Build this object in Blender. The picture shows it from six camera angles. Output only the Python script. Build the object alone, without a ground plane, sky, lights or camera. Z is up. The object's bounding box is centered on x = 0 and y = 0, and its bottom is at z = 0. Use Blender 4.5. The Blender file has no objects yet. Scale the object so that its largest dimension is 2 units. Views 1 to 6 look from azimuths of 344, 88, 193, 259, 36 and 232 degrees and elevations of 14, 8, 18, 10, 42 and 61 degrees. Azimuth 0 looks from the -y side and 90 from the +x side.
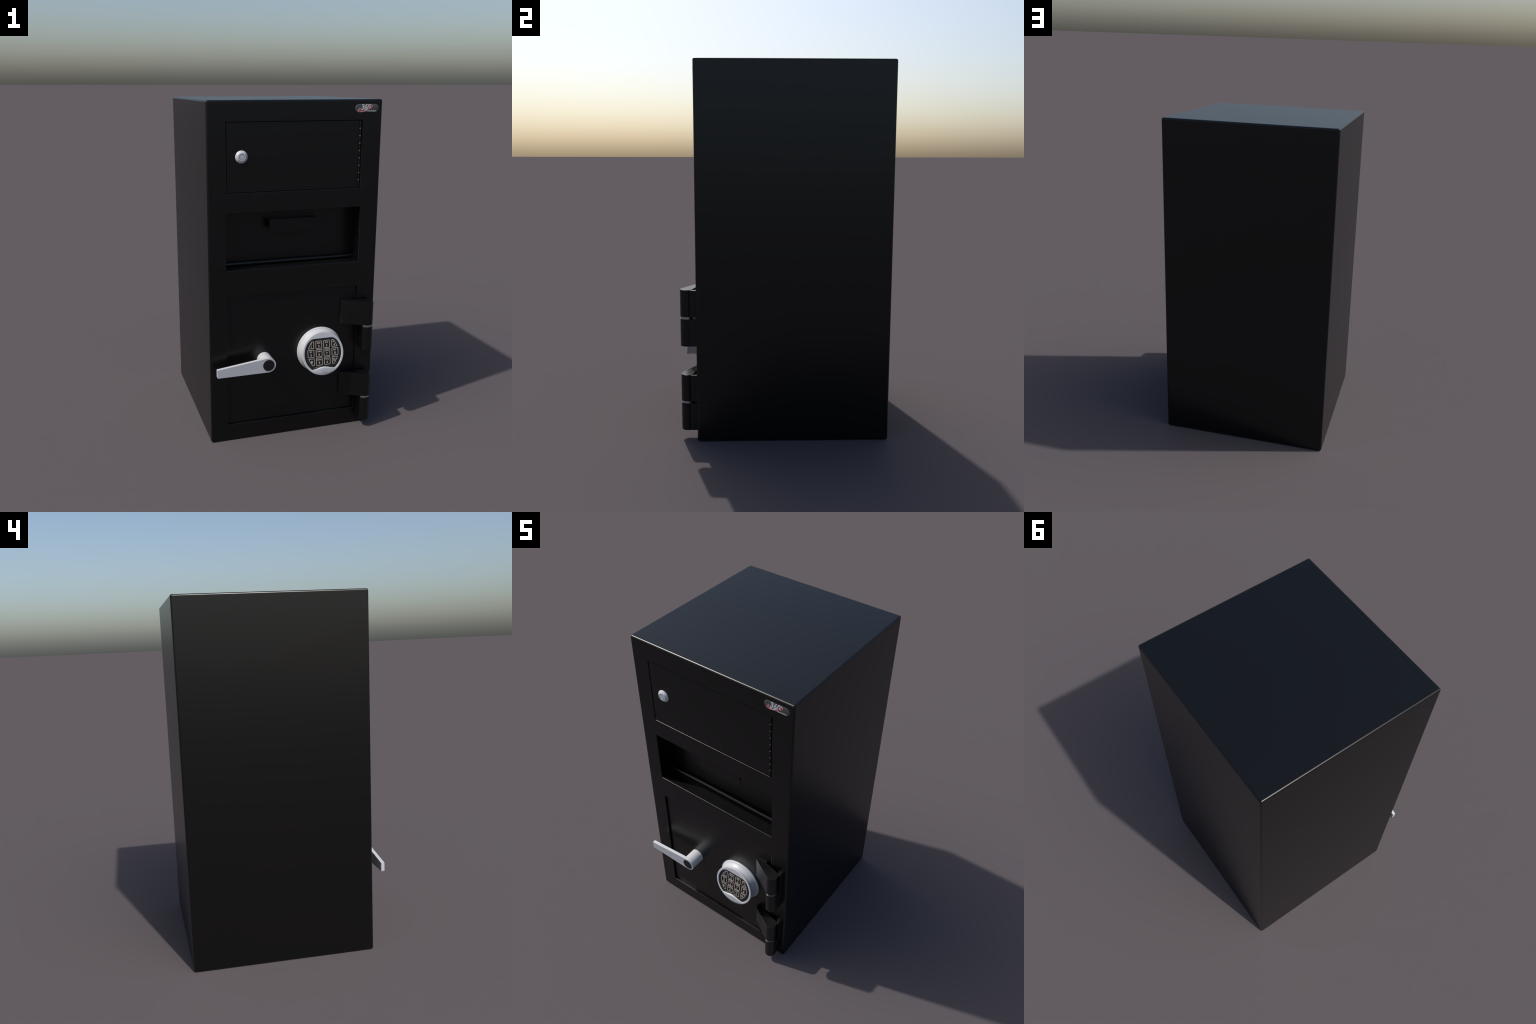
"""Black steel depository safe: tall cabinet with a small keyed door on top,
a recessed deposit drawer in the middle and a hinged main door with lever
handle and round electronic keypad below."""
import bpy, bmesh, math
from mathutils import Vector, Matrix

# ------------------------------------------------------------------ sizes (m)
HALF_W, TOP = 0.5133, 2.0
FRONT, BACK = -0.469, 0.557            # y of front and back faces
UPPER = (-0.4050, 0.3915, 1.5005, 1.8850)   # x0 x1 z0 z1 of the openings
DRAWER = (-0.4115, 0.3985, 1.0600, 1.3873)
LOWER = (-0.4085, 0.4005, 0.1035, 0.9060)
UPPER_DOOR_Y = FRONT + 0.003
LOWER_DOOR_Y = FRONT + 0.0125
DRAWER_BACK_Y = -0.3540

# ------------------------------------------------------------------ materials
def material(name, base, rough, metallic=0.0, spec=0.5, bump=0.0, bump_scale=300.0,
             mottled=0.0, coat=0.0):
    m = bpy.data.materials.new(name)
    m.use_nodes = True
    nt = m.node_tree
    b = nt.nodes["Principled BSDF"]
    b.inputs["Base Color"].default_value = (*base, 1)
    b.inputs["Roughness"].default_value = rough
    b.inputs["Metallic"].default_value = metallic
    b.inputs["Specular IOR Level"].default_value = spec
    b.inputs["Coat Weight"].default_value = coat
    tc = nt.nodes.new("ShaderNodeTexCoord")
    if mottled:
        n = nt.nodes.new("ShaderNodeTexNoise")
        n.inputs["Scale"].default_value = 260.0
        n.inputs["Detail"].default_value = 3.0
        r = nt.nodes.new("ShaderNodeValToRGB")
        r.color_ramp.elements[0].position = 0.3
        r.color_ramp.elements[1].position = 0.7
        r.color_ramp.elements[0].color = (*[c * (1 - mottled) for c in base], 1)
        r.color_ramp.elements[1].color = (*[c * (1 + mottled) for c in base], 1)
        nt.links.new(tc.outputs["Object"], n.inputs["Vector"])
        nt.links.new(n.outputs["Fac"], r.inputs["Fac"])
        nt.links.new(r.outputs["Color"], b.inputs["Base Color"])
    if bump:
        n = nt.nodes.new("ShaderNodeTexNoise")
        n.inputs["Scale"].default_value = bump_scale
        n.inputs["Detail"].default_value = 2.0
        bp = nt.nodes.new("ShaderNodeBump")
        bp.inputs["Strength"].default_value = bump
        bp.inputs["Distance"].default_value = 0.001
        nt.links.new(tc.outputs["Object"], n.inputs["Vector"])
        nt.links.new(n.outputs["Fac"], bp.inputs["Height"])
        nt.links.new(bp.outputs["Normal"], b.inputs["Normal"])
    return m

PAINT = material("black_powder_coat", (0.0022, 0.0022, 0.0023), 0.295, spec=0.45,
                 bump=0.06, bump_scale=420.0, mottled=0.10)
SILVER = material("satin_silver", (0.495, 0.508, 0.53), 0.40, metallic=0.0, spec=0.5,
                  bump=0.02, bump_scale=500.0)
PIN_METAL = material("bright_pin_steel", (0.55, 0.60, 0.66), 0.25, metallic=1.0)
DISC_BLACK = material("black_plastic_cap", (0.006, 0.006, 0.007), 0.45)
PANEL_BLACK = material("keypad_membrane", (0.0130, 0.0135, 0.0125), 0.33, bump=0.05, bump_scale=600.0)
KEY_BLACK = material("key_rubber", (0.0055, 0.0055, 0.0055), 0.40)
PRINT_BEIGE = material("beige_print", (0.45, 0.40, 0.355), 0.5)
LAMP_BROWN = material("indicator_amber", (0.16, 0.11, 0.07), 0.4)
BADGE_GREY = material("badge_grey", (0.060, 0.063, 0.066), 0.28, spec=0.6)
BADGE_SILVER = material("badge_silver_print", (0.52, 0.53, 0.54), 0.4)
BADGE_WHITE = material("badge_white_print", (0.66, 0.66, 0.66), 0.4)
BADGE_RED = material("badge_red_print", (0.52, 0.022, 0.022), 0.4)

# ------------------------------------------------------------------ helpers
ROOT = bpy.data.objects.new("safe", None)
bpy.context.scene.collection.objects.link(ROOT)
ROOT["label"] = "tall black steel depository safe with silver keypad and lever"
ROOT["category"] = "safe"

def finish(name, bm, mat, parent=ROOT, smooth_angle=40.0, kind=None, weighted=True):
    bmesh.ops.recalc_face_normals(bm, faces=bm.faces)
    me = bpy.data.meshes.new(name)
    lim = math.radians(smooth_angle)
    for f in bm.faces:
        f.smooth = True
    for e in bm.edges:
        if len(e.link_faces) == 2:
            e.smooth = e.calc_face_angle(0.0) < lim
        else:
            e.smooth = False
    bm.to_mesh(me)
    bm.free()
    me.materials.append(mat)
    o = bpy.data.objects.new(name, me)
    bpy.context.scene.collection.objects.link(o)
    o.parent = parent
    if weighted:
        md = o.modifiers.new("wn", 'WEIGHTED_NORMAL')
        md.keep_sharp = True
        md.weight = 100
        dg = bpy.context.evaluated_depsgraph_get()
        dg.update()
        nm = bpy.data.meshes.new_from_object(o.evaluated_get(dg))
        o.modifiers.clear()
        o.data = nm
        bpy.data.meshes.remove(me)
        nm.name = name
    if kind:
        o["kind"] = kind
    return o

def add_box(bm, x0, x1, y0, y1, z0, z1):
    vs = [bm.verts.new((x, y, z)) for x in (x0, x1) for y in (y0, y1) for z in (z0, z1)]
    q = [(0, 1, 3, 2), (4, 6, 7, 5), (0, 4, 5, 1), (2, 3, 7, 6), (0, 2, 6, 4), (1, 5, 7, 3)]
    return [bm.faces.new([vs[i] for i in f]) for f in q]

def box(x0, x1, y0, y1, z0, z1):
    bm = bmesh.new()
    add_box(bm, x0, x1, y0, y1, z0, z1)
    bmesh.ops.recalc_face_normals(bm, faces=bm.faces)
    return bm

def bevel(bm, edges, w, seg=3, clamp=True):
    bmesh.ops.bevel(bm, geom=list(edges), offset=w, segments=seg, profile=0.5,
                    affect='EDGES', clamp_overlap=clamp)

def sharp_edges(bm, deg=30):
    return [e for e in bm.edges if len(e.link_faces) == 2
            and e.calc_face_angle(0.0) > math.radians(deg)]

def prism(poly, to3d, t0, t1):
    """Extrude a 2D polygon; to3d maps (u, v, t) to a point."""
    bm = bmesh.new()
    a = [bm.verts.new(to3d(u, v, t0)) for u, v in poly]
    b = [bm.verts.new(to3d(u, v, t1)) for u, v in poly]
    n = len(poly)
    bm.faces.new(a)
    bm.faces.new(list(reversed(b)))
    for i in range(n):
        bm.faces.new((a[i], b[i], b[(i + 1) % n], a[(i + 1) % n]))
    bmesh.ops.recalc_face_normals(bm, faces=bm.faces)
    return bm

def arc(cx, cy, r, a0, a1, n):
    return [(cx + r * math.cos(math.radians(a0 + (a1 - a0) * i / n)),
             cy + r * math.sin(math.radians(a0 + (a1 - a0) * i / n))) for i in range(n + 1)]

def round_poly(pts, radii, n=5):
    """Round every corner of a polygon."""
    out = []
    m = len(pts)
    for i, p in enumerate(pts):
        p = Vector(p)
        a = (Vector(pts[i - 1]) - p)
        b = (Vector(pts[(i + 1) % m]) - p)
        r = radii[i] if isinstance(radii, (list, tuple)) else radii
        ang = a.angle(b)
        d = min(r / math.tan(ang / 2), a.length * 0.48, b.length * 0.48)
        p0, p1 = p + a.normalized() * d, p + b.normalized() * d
        for k in range(n + 1):
            t = k / n
            q = p0 * (1 - t) ** 2 + p * 2 * t * (1 - t) + p1 * t * t
            out.append((q.x, q.y))
    return out

def lathe(profile, cx, cz, seg=64):
    """Turn (radius, y) pairs round the y-parallel axis through (cx, cz)."""
    bm = bmesh.new()
    rings = []
    for r, y in profile:
        if r < 1e-6:
            rings.append([bm.verts.new((cx, y, cz))])
        else:
            rings.append([bm.verts.new((cx + r * math.cos(2 * math.pi * i / seg), y,
                                        cz + r * math.sin(2 * math.pi * i / seg)))
                          for i in range(seg)])
    for A, B in zip(rings, rings[1:]):
        for i in range(seg):
            j = (i + 1) % seg
            if len(A) == 1:
                bm.faces.new((A[0], B[i], B[j]))
            elif len(B) == 1:
                bm.faces.new((A[i], B[0], A[j]))
            else:
                bm.faces.new((A[i], B[i], B[j], A[j]))
    return bm

def boolean(target, cutter, op='DIFFERENCE'):
    md = target.modifiers.new("cut", 'BOOLEAN')
    md.object = cutter
    md.operation = op
    md.solver = 'EXACT'
    dg = bpy.context.evaluated_depsgraph_get()
    me = bpy.data.meshes.new_from_object(target.evaluated_get(dg))
    target.modifiers.clear()
    target.data = me
    bpy.data.objects.remove(cutter)

# ------------------------------------------------------------------ cabinet
body = finish("cabinet", box(-HALF_W, HALF_W, FRONT, BACK, 0, TOP), PAINT)

def cutter(rng, depth, corner=0.0):
    x0, x1, z0, z1 = rng
    bm = box(x0, x1, FRONT - 0.1, FRONT + depth, z0, z1)
    if corner:
        es = [e for e in bm.edges if abs(e.verts[0].co.y - e.verts[1].co.y) > 0.05]
        bevel(bm, es, corner, 5)
    return finish("cutter", bm, PAINT, weighted=False)

boolean(body, cutter(UPPER, 0.030))
boolean(body, cutter(LOWER, 0.040, 0.007))
boolean(body, cutter(DRAWER, DRAWER_BACK_Y - FRONT))
bm = bmesh.new()
bm.from_mesh(body.data)
bmesh.ops.dissolve_limit(bm, angle_limit=math.radians(0.5), verts=bm.verts, edges=bm.edges)

def on_outer(v):
    c = v.co
    return (abs(abs(c.x) - HALF_W) < 1e-4) + (abs(c.y - FRONT) < 1e-4 or abs(c.y - BACK) < 1e-4) \
        + (abs(c.z) < 1e-4 or abs(c.z - TOP) < 1e-4) >= 2
outer = [e for e in bm.edges if all(on_outer(v) for v in e.verts)]
bevel(bm, outer, 0.0105, 4)
rim = [e for e in bm.edges if all(abs(v.co.y - FRONT) < 1e-4 and abs(v.co.x) < 0.45
       and 0.05 < v.co.z < 1.95 for v in e.verts) and e.calc_face_angle(0) > 0.5]
bevel(bm, rim, 0.0032, 3, clamp=False)
bpy.data.objects.remove(body)
body = finish("cabinet", bm, PAINT)

# ------------------------------------------------------------------ upper door
ux0, ux1, uz0, uz1 = UPPER
DOOR_X1 = ux1 - 0.0165
bm = box(ux0 + 0.0026, DOOR_X1, UPPER_DOOR_Y, UPPER_DOOR_Y + 0.02, uz0 + 0.0024, uz1 - 0.0026)
bevel(bm, bm.edges, 0.0012, 2)
upper_door = finish("upper_door", bm, PAINT)

# piano hinge: nine knuckles with the bright pin showing in the gaps
HX, HR, HY = ux1 - 0.0098, 0.0056, FRONT + 0.0035
pitch, gap = 0.0418, 0.0042
z_first = 1.8395                     # height of the topmost gap
hinge_top, hinge_bot = uz1 - 0.004, uz0 + 0.0035
def barrel(x, y, r, z0, z1, seg=24, w=0.0006):
    poly = arc(x, y, r, 0, 360, seg)[:-1]
    bmx = prism(poly, lambda u, v, t: (u, v, t), z0, z1)
    if w:
        es = [e for e in bmx.edges if abs(e.verts[0].co.z - e.verts[1].co.z) < 1e-6]
        bevel(bmx, es, w, 2)
    return bmx
bounds = [hinge_top] + [z_first - k * pitch for k in range(8)] + [hinge_bot]
piano = finish("piano_hinge", barrel(HX, HY + 0.0003, 0.0049, hinge_bot + 0.001, hinge_top - 0.001, w=0), PIN_METAL)
for k in range(9):
    z1 = bounds[k] - (gap / 2 if k else 0)
    z0 = bounds[k + 1] + (gap / 2 if k < 8 else 0)
    finish("hinge_knuckle", barrel(HX, HY, HR, z0, z1), PAINT, parent=piano)

# tubular key lock
LX, LZ = -0.3185, 1.6975
Y0 = UPPER_DOOR_Y
lock = finish("key_lock", lathe([(0.0352, Y0 + 0.002), (0.0352, Y0 - 0.0015), (0.0345, Y0 - 0.0035),
        (0.0240, Y0 - 0.0125), (0.0225, Y0 - 0.0132), (0.0158, Y0 - 0.0132), (0.0156, Y0 - 0.0100),
        (0.0134, Y0 - 0.0100), (0.0132, Y0 - 0.0128), (0.0, Y0 - 0.0128)], LX, LZ, 48), SILVER)
bm = box(LX - 0.0016, LX + 0.0016, Y0 - 0.0134, Y0 - 0.0102, LZ + 0.0150, LZ + 0.0182)  # solid dark grey block drawn in place of a cut notch
finish("key_notch_patch", bm, material("notch_patch_grey", (0.16, 0.165, 0.18), 0.5), parent=lock)

# ------------------------------------------------------------------ deposit drawer
# rolled bead along the foot of the drawer panel
dx0, dx1, dz0, dz1 = DRAWER
poly = arc(-0.3655, dz0 + 0.0095, 0.0130, 0, 360, 40)[:-1]
finish("drawer_bead", prism(poly, lambda u, v, t: (t, u, v), dx0 - 0.001, dx1 + 0.001), PAINT)

# folded plate standing off the back of the recess
PX0, PX1, PZ0, PZ1, PY, PT = -0.142, 0.1515, 1.2635, 1.3320, -0.4215, 0.0045
poly = round_poly([(PX0, PZ1), (PX1, PZ1), (PX1, PZ0), (PX0, PZ0)], [0.001, 0.001, 0.012, 0.018])
bm = prism(poly, lambda u, v, t: (u, t, v), PY, PY + PT)
es = [e for e in bm.edges if all(abs(v.co.y - PY) < 1e-5 for v in e.verts)]
bevel(bm, es, 0.0012, 2)
pull = finish("drawer_pull", bm, PAINT)
bm = box(PX0 + 0.0008, PX1 - 0.0008, PY + PT - 0.0005, DRAWER_BACK_Y + 0.001, PZ1 - PT - 0.0008, PZ1 - 0.0008)
finish("pull_flange", bm, PAINT, parent=pull)
# narrower core that carries the plate
bm = box(PX0 + 0.028, PX1 - 0.028, PY + PT - 0.0005, DRAWER_BACK_Y + 0.001, PZ0 + 0.006, PZ1 - PT - 0.0012)
finish("pull_core", bm, PAINT, parent=pull)

# ------------------------------------------------------------------ main door
lx0, lx1, lz0, lz1 = LOWER
poly = round_poly([(lx0 + .0004, lz0 + .0004), (lx1 - .0004, lz0 + .0004), (lx1 - .0004, lz1 - .0004),
                   (lx0 + .0004, lz1 - .0004)], 0.007)
bm = prism(poly, lambda u, v, t: (u, t, v), LOWER_DOOR_Y, LOWER_DOOR_Y + 0.022)
es = [e for e in bm.edges if all(abs(v.co.y - LOWER_DOOR_Y) < 1e-5 for v in e.verts)]
bevel(bm, es, 0.0012, 2)
main_door = finish("main_door", bm, PAINT)

# ------------------------------------------------------------------ door hinges
BX, BY, BR = 0.4475, -0.5222, 0.0345      # hinge axis and barrel radius
def tangent_angle(px, py, side):
    d = Vector((px - BX, py - BY))
    return math.degrees(math.atan2(d.y, d.x)) + side * math.degrees(math.acos(BR / d.length))

def hinge(z_top, z_wing, z_knuckle, z_bottom):
    # wing that is welded to the door and wraps round the barrel
    a_front = tangent_angle(0.3065, LOWER_DOOR_Y - 0.0250, +1)
    a_back = 62.0
    a_front = a_front % 360
    poly = [(0.2985, LOWER_DOOR_Y + 0.001), (0.3065, LOWER_DOOR_Y - 0.0250)]
    poly += arc(BX, BY, BR, a_front, 360 + a_back, 22)
    poly += [(0.3670, LOWER_DOOR_Y - 0.0125), (0.3670, LOWER_DOOR_Y + 0.001)]
    bmw = prism(poly, lambda u, v, t: (u, v, t), z_wing, z_top)
    es = [e for e in bmw.edges if abs(e.verts[0].co.z - e.verts[1].co.z) < 1e-6]
    bevel(bmw, es, 0.0009, 2)
    wing = finish("door_hinge", bmw, PAINT)
    # bright pin collar between the knuckles
    finish("hinge_pin", barrel(BX, BY, BR - 0.0030, z_knuckle - 0.002, z_wing + 0.002, 40, 0), PIN_METAL, parent=wing)
    # fixed block behind the wing
    poly = [(0.4860, FRONT + 0.001), (0.4850, -0.5045), (0.4765, -0.4990), (0.4690, -0.4930), (0.4600, FRONT + 0.001)]
    bmb = prism(poly, lambda u, v, t: (u, v, t), z_wing, z_top - 0.002)
    bevel(bmb, sharp_edges(bmb), 0.0008, 2)
    finish("hinge_block", bmb, PAINT, parent=wing)
    # fixed knuckle on the frame
    poly = [(0.4810, FRONT + 0.001), (0.4805, -0.5030)]
    poly += list(reversed(arc(BX, BY, BR, 180 - 38, 360 + 26, 26)))
    poly += [(0.4180, -0.5000), (0.4080, FRONT + 0.001)]
    bmk = prism(poly, lambda u, v, t: (u, v, t), z_bottom, z_knuckle)
    es = [e for e in bmk.edges if abs(e.verts[0].co.z - e.verts[1].co.z) < 1e-6]
    lower = [e for e in es if e.verts[0].co.z < z_bottom + 1e-5]
    bevel(bmk, lower, 0.0025, 3)
    es = [e for e in bmk.edges if abs(e.verts[0].co.z - z_knuckle) < 1e-6 and abs(e.verts[1].co.z - z_knuckle) < 1e-6]
    bevel(bmk, es, 0.0009, 2)
    finish("hinge_leaf", bmk, PAINT, parent=wing)

hinge(0.8220, 0.6760, 0.6645, 0.5165)
hinge(0.3600, 0.2125, 0.2010, 0.0500)

# ------------------------------------------------------------------ lever handle
HXc, HZc, HUB = -0.1840, 0.4960, 0.0440
LEVER_Y, LEVER_T = -0.5555, 0.0195
LEVER_SLOPE = 0.025                      # the lever leans back towards its tip
hub = finish("door_handle", lathe([(0.0, LOWER_DOOR_Y + .001), (HUB - .0006, LOWER_DOOR_Y + .001),
        (HUB - .0006, LEVER_Y + 0.010), (0, LEVER_Y + 0.010)], HXc, HZc, 64), SILVER)
def circle_tangent(px, pz, side):
    d = Vector((px - HXc, pz - HZc))
    return math.degrees(math.atan2(d.y, d.x)) + side * math.degrees(math.acos(HUB / d.length))
tip_top, tip_bot = (-0.4900, 0.4990), (-0.4870, 0.4485)
a0 = circle_tangent(*tip_top, -1) % 360        # tangent point on the upper side
a1 = circle_tangent(*tip_bot, +1) % 360        # tangent point on the lower side
poly = arc(HXc, HZc, HUB, a0, a1 - 360, 40)
poly += [(tip_bot[0], tip_bot[1]), (tip_bot[0] - 0.0030, tip_bot[1] + 0.0070), tip_top]
bm = prism(poly, lambda u, v, t: (u, t, v), LEVER_Y, LEVER_Y + LEVER_T)
es = [e for e in bm.edges if abs(e.verts[0].co.y - e.verts[1].co.y) < 1e-6]
bevel(bm, es, 0.0008, 2)
for v in bm.verts:
    v.co.y += max(0.0, HXc - 0.045 - v.co.x) * LEVER_SLOPE
finish("lever", bm, SILVER, parent=hub)
finish("lever_cap", lathe([(0.0345, LEVER_Y + 0.002), (0.0345, LEVER_Y - 0.0008), (0.0338, LEVER_Y - 0.0014),
        (0, LEVER_Y - 0.0014)], HXc, HZc, 56), DISC_BLACK, parent=hub)

# ------------------------------------------------------------------ electronic keypad
KX, KZ, KR = 0.1666, 0.5175, 0.1317
SLOPE = 0.1746                              # lower side of the face stands further out
FACE_Y = -0.5289                            # at the centre of the face
TILT = math.atan(SLOPE)
def on_face(u, v, t):
    """u right, v up on the tilted face, t out of it."""
    return (KX + u, FACE_Y + v * math.sin(TILT) - t * math.cos(TILT), KZ + v * math.cos(TILT) + t * math.sin(TILT))

BASE_Z = 0.5200
prof = [(0.0, LOWER_DOOR_Y + 0.001), (0.1412, LOWER_DOOR_Y + 0.001), (0.1424, LOWER_DOOR_Y - 0.003),
        (0.1420, LOWER_DOOR_Y - 0.0075), (0.1400, LOWER_DOOR_Y - 0.0108), (0.1372, LOWER_DOOR_Y - 0.0120),
        (0.1362, LOWER_DOOR_Y - 0.0132), (0.0, LOWER_DOOR_Y - 0.0132)]
keypad = finish("keypad", lathe(prof, KX, BASE_Z, 96), SILVER)

# membrane outline: flat top, round sides, wavy lower edge
PR = 0.1180
N_WAVE = 24
def membrane_outline(grow=0.0):
    R = PR + grow
    top = 0.0930 + grow
    at = math.degrees(math.asin(top / R))
    right = arc(0, 0, R, -52.0, at - 14, 22)
    p0, p2 = Vector(right[-1]), Vector((R * math.cos(math.radians(at)) * 0.74, top))
    knee = Vector((R * math.cos(math.radians(at)) * 1.02, top))
    right += [tuple(p0 * (1 - q) ** 2 + knee * 2 * q * (1 - q) + p2 * q * q) for q in (.2, .4, .6, .8, 1)]
    left = [(-x, y) for x, y in reversed(right)]
    xb, yb = left[-1]
    wave = []                                  # from the lower left corner to the lower right one
    for i in range(1, N_WAVE):
        q = i / N_WAVE
        wave.append((xb * (1 - 2 * q), yb + 0.0130 * (0.5 - 0.5 * math.cos(2 * math.pi * q))))
    return right + left + wave

# housing: waisted drum with a sunken window for the membrane
SEG = 96
MEMBRANE_T = -0.0040
bm = bmesh.new()
def circle_row(radius, t=None, y=None):
    row = []
    for i in range(SEG):
        a = 2 * math.pi * i / SEG
        if y is not None:
            row.append(bm.verts.new((KX + radius * math.cos(a), y, BASE_Z + radius * math.sin(a))))
        else:
            row.append(bm.verts.new(on_face(radius * math.cos(a), radius * math.sin(a), t)))
    return row
base_row = circle_row(0.1352, y=LOWER_DOOR_Y - 0.0125)
lip_row = circle_row(KR - 0.0012, t=-0.0105)
rows = [base_row]
for k, waist in ((0.3, 0.0016), (0.6, 0.0026), (0.85, 0.0022)):
    rows.append([bm.verts.new(p.co.lerp(q.co, k) - Vector((p.co.x - KX, 0, p.co.z - BASE_Z)).normalized() * waist)
                 for p, q in zip(base_row, lip_row)])
rows += [lip_row, circle_row(KR - 0.0003, t=-0.0070), circle_row(KR, t=-0.0045), circle_row(KR - 0.0003, t=-0.0022),
         circle_row(KR - 0.0014, t=-0.0006), circle_row(KR - 0.0030, t=0.0)]
for A, B in zip(rows, rows[1:]):
    for i in range(SEG):
        bm.faces.new((A[i], B[i], B[(i + 1) % SEG], A[(i + 1) % SEG]))
bm.faces.new(list(reversed(rows[0])))
window = [[bm.verts.new(on_face(u, v, t)) for u, v in membrane_outline(g)]
          for g, t in ((0.0022, 0.0), (0.0010, -0.0004), (0.0002, -0.0014), (0.0, -0.0030), (0.0, -0.0060))]
for A, B in zip(window, window[1:]):
    for i in range(len(A)):
        bm.faces.new((A[i], B[i], B[(i + 1) % len(A)], A[(i + 1) % len(A)]))
bm.faces.new(window[-1])
rim_edges = []
for loop in (rows[-1], window[0]):
    for i in range(len(loop)):
        rim_edges.append(bm.edges.get((loop[i], loop[(i + 1) % len(loop)])))
bmesh.ops.triangle_fill(bm, use_beauty=True, use_dissolve=False, edges=rim_edges)
housing = finish("keypad_housing", bm, SILVER, parent=keypad)

# chin: bulging crescent between the wave and the lower rim
bm = bmesh.new()
wave = membrane_outline(0.0008)
wave = [wave[-N_WAVE]] + wave[-(N_WAVE - 1):] + [wave[0]]
NQ = 10
grid = []
for i, (u, v) in enumerate(wave):
    q = i / (len(wave) - 1)
    h = 0.0048 * math.sin(math.pi * min(max(q, 0.0), 1.0)) ** 0.8
    a = math.atan2(v, u)
    low_v = -math.sqrt((KR - 0.0040) ** 2 - u * u)
    col = [bm.verts.new(on_face(u, v, -0.0050)), bm.verts.new(on_face(u, v, h * 0.70 - 0.0002))]
    for k in range(1, NQ + 1):
        w = k / NQ
        prof_t = math.sqrt(max(0.0, 1 - ((w - 0.12) / 0.88) ** 2)) if w > 0.12 else 0.70 + 0.30 * math.sin(w / 0.12 * math.pi / 2)
        col.append(bm.verts.new(on_face(u, v - 0.0004 + (low_v - v) * w, h * prof_t - 0.0002)))
    grid.append(col)
for A, B in zip(grid, grid[1:]):
    for k in range(len(A) - 1):
        bm.faces.new((A[k], A[k + 1], B[k + 1], B[k]))
finish("keypad_chin", bm, SILVER, parent=keypad, smooth_angle=80, weighted=False)

finish("membrane", prism(membrane_outline(-0.0002), on_face, -0.0055, MEMBRANE_T), PANEL_BLACK, parent=keypad)

def text_mesh(name, s, size, place, mat, parent, shear=0.0, width=1.0, thick=0.0, depth=0.0004, kind=None):
    """Lettering built from the built-in font, centred on the origin of `place`."""
    cu = bpy.data.curves.new(name, 'FONT')
    cu.body = s
    cu.size = size
    cu.align_x, cu.align_y = 'CENTER', 'CENTER'
    cu.shear = shear
    cu.offset = thick
    cu.extrude = depth
    cu.resolution_u = 3
    tmp = bpy.data.objects.new(name, cu)
    bpy.context.scene.collection.objects.link(tmp)
    dg = bpy.context.evaluated_depsgraph_get()
    dg.update()
    me = bpy.data.meshes.new_from_object(tmp.evaluated_get(dg))
    bpy.data.objects.remove(tmp)
    xs = [v.co.x for v in me.vertices]
    ys = [v.co.y for v in me.vertices]
    cx, cy = (min(xs) + max(xs)) / 2, (min(ys) + max(ys)) / 2
    for v in me.vertices:
        v.co = Vector(place((v.co.x - cx) * width, v.co.y - cy, v.co.z))
    me.materials.clear()
    me.materials.append(mat)
    me.name = name
    o = bpy.data.objects.new(name, me)
    bpy.context.scene.collection.objects.link(o)
    o.parent = parent
    if kind:
        o["kind"] = kind
    return o

COL, ROW = (-0.0770, -0.0255, 0.0247, 0.0770), (0.0562, 0.0050, -0.0463)
KW, KH = 0.0400, 0.0465
FACE_T = MEMBRANE_T
def frame_ring(poly, inner, t0, t1):
    bmr = bmesh.new()
    n = len(poly)
    V = [[bmr.verts.new(on_face(*p, t)) for p in pl] for pl in (poly, inner) for t in (t0, t1)]
    for i in range(n):
        j = (i + 1) % n
        bmr.faces.new((V[0][i], V[1][i], V[1][j], V[0][j]))
        bmr.faces.new((V[1][i], V[3][i], V[3][j], V[1][j]))
        bmr.faces.new((V[3][i], V[2][i], V[2][j], V[3][j]))
    return bmr

def inset(poly, d):
    """Pull a convex outline inwards by d."""
    out = []
    n = len(poly)
    area = sum(poly[i][0] * poly[(i + 1) % n][1] - poly[(i + 1) % n][0] * poly[i][1] for i in range(n))
    sg = 1 if area > 0 else -1
    for i in range(n):
        p = Vector(poly[i])
        e0 = (p - Vector(poly[i - 1])).normalized()
        e1 = (Vector(poly[(i + 1) % n]) - p).normalized()
        n0, n1 = Vector((-e0.y, e0.x)) * sg, Vector((-e1.y, e1.x)) * sg
        b = (n0 + n1).normalized()
        q = p + b * (d / max(0.35, b.dot(n0)))
        out.append((q.x, q.y))
    return out

def key_shape(c, r):
    x, z = COL[c], ROW[r]
    if c in (1, 2):
        w, h = KW / 2, KH / 2
        return round_poly([(x - w, z - h), (x + w, z - h), (x + w, z + h), (x - w, z + h)], 0.0055, 4)
    m = 1 if c == 3 else -1                  # outer keys, drawn for the right side
    xi = 0.0565
    if r == 1:
        pts = [(xi, z - KH / 2), (0.0975, z - KH / 2), (0.0985, z + KH / 2), (xi, z + KH / 2)]
        rad = [0.0055, 0.0065, 0.0065, 0.0055]
    elif r == 0:
        pts = [(xi, z - 0.0210), (0.0945, z - 0.0210), (0.0905, z - 0.0115), (0.0720, z + 0.0225), (xi, z + 0.0225)]
        rad = [0.004, 0.004, 0.004, 0.006, 0.0045]
    else:
        pts = [(xi, z + 0.0215), (0.0945, z + 0.0215), (0.0905, z + 0.0110), (0.0700, z - 0.0225), (xi, z - 0.0225)]
        rad = [0.004, 0.004, 0.004, 0.006, 0.0045]
    pts = [(m * a, b) for a, b in pts]
    return round_poly(pts, rad, 4)

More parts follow.
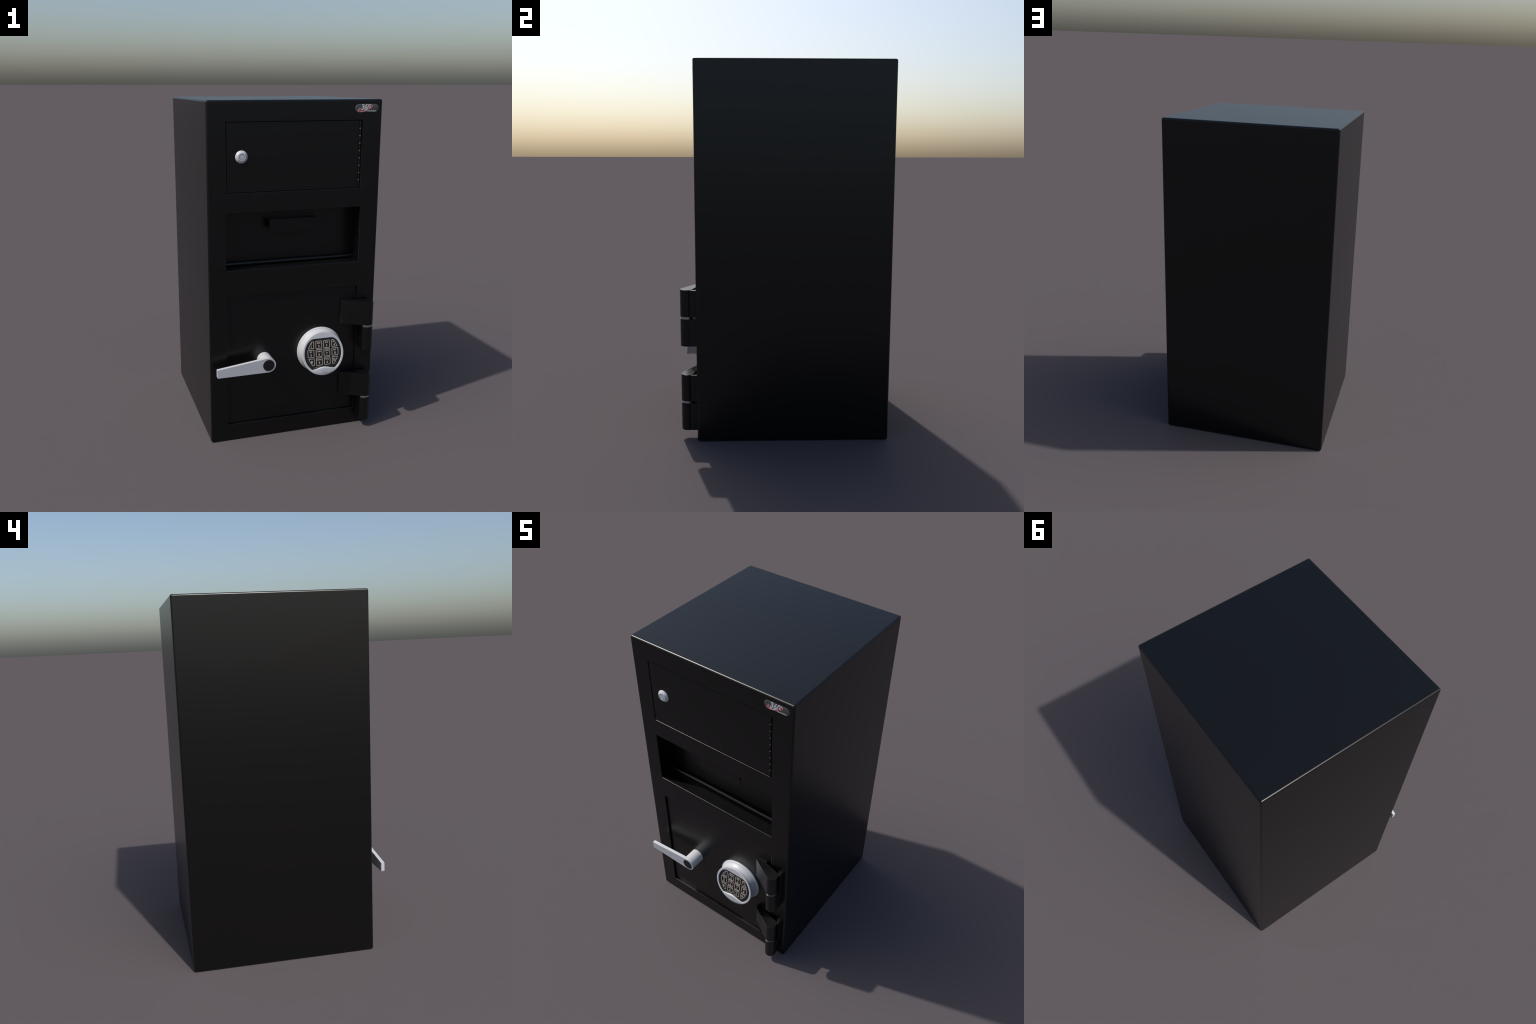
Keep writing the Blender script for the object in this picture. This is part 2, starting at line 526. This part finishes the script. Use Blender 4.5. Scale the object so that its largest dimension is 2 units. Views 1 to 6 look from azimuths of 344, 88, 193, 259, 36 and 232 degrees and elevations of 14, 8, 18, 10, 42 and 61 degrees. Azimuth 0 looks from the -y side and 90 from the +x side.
LABELS = {(0, 0): ("A", "1"), (1, 0): ("BCD", "2"), (2, 0): ("EFG", "3"), (3, 0): ("H", "4"),
          (0, 1): ("IJK", "5"), (1, 1): ("LMN", "6"), (2, 1): ("OPQ", "7"), (3, 1): ("RST", "8"),
          (1, 2): ("UVW", "9"), (2, 2): ("XYZ", "0")}
for c in range(4):
    for r in range(3):
        shape = key_shape(c, r)
        key = finish("key", prism(inset(shape, 0.0016), on_face, FACE_T - 0.0005, FACE_T + 0.0006), KEY_BLACK, parent=keypad)
        finish("key_outline", frame_ring(shape, inset(shape, 0.0029), FACE_T - 0.0003, FACE_T + 0.0011), PRINT_BEIGE, parent=keypad)
        x, z = COL[c], ROW[r]
        top_t = FACE_T + 0.0010
        def place_at(px, pz):
            return lambda u, v, w: on_face(px + u, pz + v, top_t + w)
        if (c, r) in LABELS:
            s, d = LABELS[(c, r)]
            dx = {0: 0.004, 3: -0.004}.get(c, 0.0) if r == 0 else 0.0
            lx = x + dx - (0.004 if (c, r) == (3, 0) else 0)
            text_mesh("key_letters", s, 0.0115 if len(s) == 3 else 0.0115, place_at(lx, z + 0.0105), PRINT_BEIGE, keypad,
                      width=0.98 if len(s) == 3 else 1.0, thick=0.0004)
            text_mesh("key_digit", d, 0.0190, place_at(x + dx * 0.8, z - 0.0080), PRINT_BEIGE, keypad, width=0.95, thick=0.0005)
        elif c == 0:                          # bulb-like symbol: round head on a short stem
            px, pz = x + 0.0035, z + 0.0030
            head = arc(px, pz, 0.0058, -65, 245, 18)
            stem = [(px - 0.0016, pz - 0.0125), (px + 0.0016, pz - 0.0125)]
            finish("key_symbol", prism(head + stem, on_face, top_t - 0.0006, top_t + 0.0004), PRINT_BEIGE, parent=keypad)
        else:                                 # number sign
            text_mesh("key_symbol", "#", 0.0300, place_at(x - 0.0065, z + 0.0020), PRINT_BEIGE, keypad, width=0.78, thick=0.0)

finish("indicator_lamp", prism(arc(0, 0.0310, 0.0022, 0, 360, 14)[:-1], on_face, FACE_T - 0.0005, FACE_T + 0.0006), LAMP_BROWN, parent=keypad)
# short printed strokes that follow the left half of the wave
bm = bmesh.new()
for k in range(5):
    u = -0.0600 + k * 0.0088
    v = -0.0850 + 0.0105 * (0.5 - 0.5 * math.cos(math.pi * (u + 0.0700) / 0.0700))
    quad = [(u, v), (u + 0.0062, v + 0.0018), (u + 0.0062, v + 0.0036), (u, v + 0.0018)]
    p = prism(quad, on_face, FACE_T - 0.0004, FACE_T + 0.0004)
    me = bpy.data.meshes.new("tmp")
    p.to_mesh(me)
    p.free()
    bm.from_mesh(me)
    bpy.data.meshes.remove(me)
finish("membrane_print", bm, PRINT_BEIGE, parent=keypad)

# embossed oval with two letters below the membrane
MARK = material("embossed_grey", (0.44, 0.45, 0.475), 0.5)
def ellipse(cx, cy, a, b, n=40, rot=0.0, a0=0.0, a1=360.0):
    out = []
    m = n if abs(a1 - a0) >= 360 else n + 1
    for i in range(m):
        t = math.radians(a0 + (a1 - a0) * i / n)
        x, y = a * math.cos(t), b * math.sin(t)
        out.append((cx + x * math.cos(rot) - y * math.sin(rot), cy + x * math.sin(rot) + y * math.cos(rot)))
    return out
NZ = -0.1040
finish("emblem_oval", frame_ring(ellipse(0, NZ, 0.0205, 0.0112), ellipse(0, NZ, 0.0195, 0.0102), 0.0010, 0.0046), MARK, parent=keypad)
text_mesh("emblem_letters", "NL", 0.0165, lambda u, v, w: on_face(u, NZ + v, 0.0043 + w), MARK, keypad, width=1.05, thick=0.0004)

# ------------------------------------------------------------------ badge
GX0, GX1, GZ0, GZ1 = 0.3440, 0.4890, 1.9285, 1.9728
gcx, gcz, gr = (GX0 + GX1) / 2, (GZ0 + GZ1) / 2, (GZ1 - GZ0) / 2
gh = (GX1 - GX0) / 2 - gr
DOME = 0.0028
def stadium(d):
    r = gr - d
    return arc(gcx + gh, gcz, r, -90, 90, 16) + arc(gcx - gh, gcz, r, 90, 270, 16)
bm = bmesh.new()
rows = []
for d, y in ((0, 0.001), (0, -0.0002), (0.0012, -0.0010), (0.0035, -0.0017), (0.0070, -0.0022), (0.012, -0.0026), (gr * 0.97, -DOME)):
    rows.append([bm.verts.new((u, FRONT + y, v)) for u, v in stadium(d)])
for A, B in zip(rows, rows[1:]):
    for i in range(len(A)):
        bm.faces.new((A[i], B[i], B[(i + 1) % len(A)], A[(i + 1) % len(A)]))
bm.faces.new(rows[-1])
badge = finish("badge", bm, BADGE_GREY)

def on_badge(u, v, t):
    return (u, FRONT - DOME - t, v)
# swoosh: a tilted crescent ring, silver border under a red band
rot = math.radians(17)
ex, ez = 0.4055, 1.9488
def crescent(grow, t0, t1, name, mat):
    """Open ring that is wide at its two ends of the long axis and thin below."""
    bmc = bmesh.new()
    N = 60
    loops = []
    start, end = 128, 128 + 276
    for i in range(N + 1):
        deg = start + (end - start) * i / N
        a = math.radians(deg)
        taper = 0.62 + 0.38 * abs(math.cos(a)) ** 1.5
        fade = min(1.0, 0.30 + (i / N) / 0.15, 0.30 + (1 - i / N) / 0.15)
        oa, ob = 0.0465 + grow, 0.0138 + grow
        w = (0.0075 * abs(math.cos(a)) ** 2 + 0.0032) * fade + 2 * grow
        po = Vector((oa * math.cos(a), ob * math.sin(a)))
        pi = Vector(((oa - w) * math.cos(a), (ob - min(w, 0.0026 + 2 * grow)) * math.sin(a)))
        R = Matrix.Rotation(rot, 2)
        q, p = R @ po, R @ pi
        loops.append([bmc.verts.new(on_badge(ex + s.x, ez + s.y, t)) for s in (q, p) for t in (t0, t1)])
    for A, B in zip(loops, loops[1:]):
        bmc.faces.new((A[0], A[1], B[1], B[0]))
        bmc.faces.new((A[1], A[3], B[3], B[1]))
        bmc.faces.new((A[3], A[2], B[2], B[3]))
    bmc.faces.new((loops[0][0], loops[0][1], loops[0][3], loops[0][2]))
    bmc.faces.new((loops[-1][0], loops[-1][2], loops[-1][3], loops[-1][1]))
    return finish(name, bmc, mat, parent=badge)
crescent(0.0015, -0.0025, 0.0007, "badge_swoosh_border", BADGE_WHITE)
crescent(0.0000, -0.0025, 0.0010, "badge_swoosh", BADGE_RED)
text_mesh("badge_number", "360", 0.0455, lambda u, v, w: on_badge(0.4085 + u, 1.9562 + v, -0.0001 + w), BADGE_SILVER, badge,
          shear=0.28, width=0.83, thick=0.0013, depth=0.0008)
text_mesh("badge_lettering", "Office Furniture", 0.0098, lambda u, v, w: on_badge(0.4450 + u, 1.9352 + v, -0.0006 + w), BADGE_SILVER, badge,
          width=0.87, thick=0.0003, depth=0.0008)
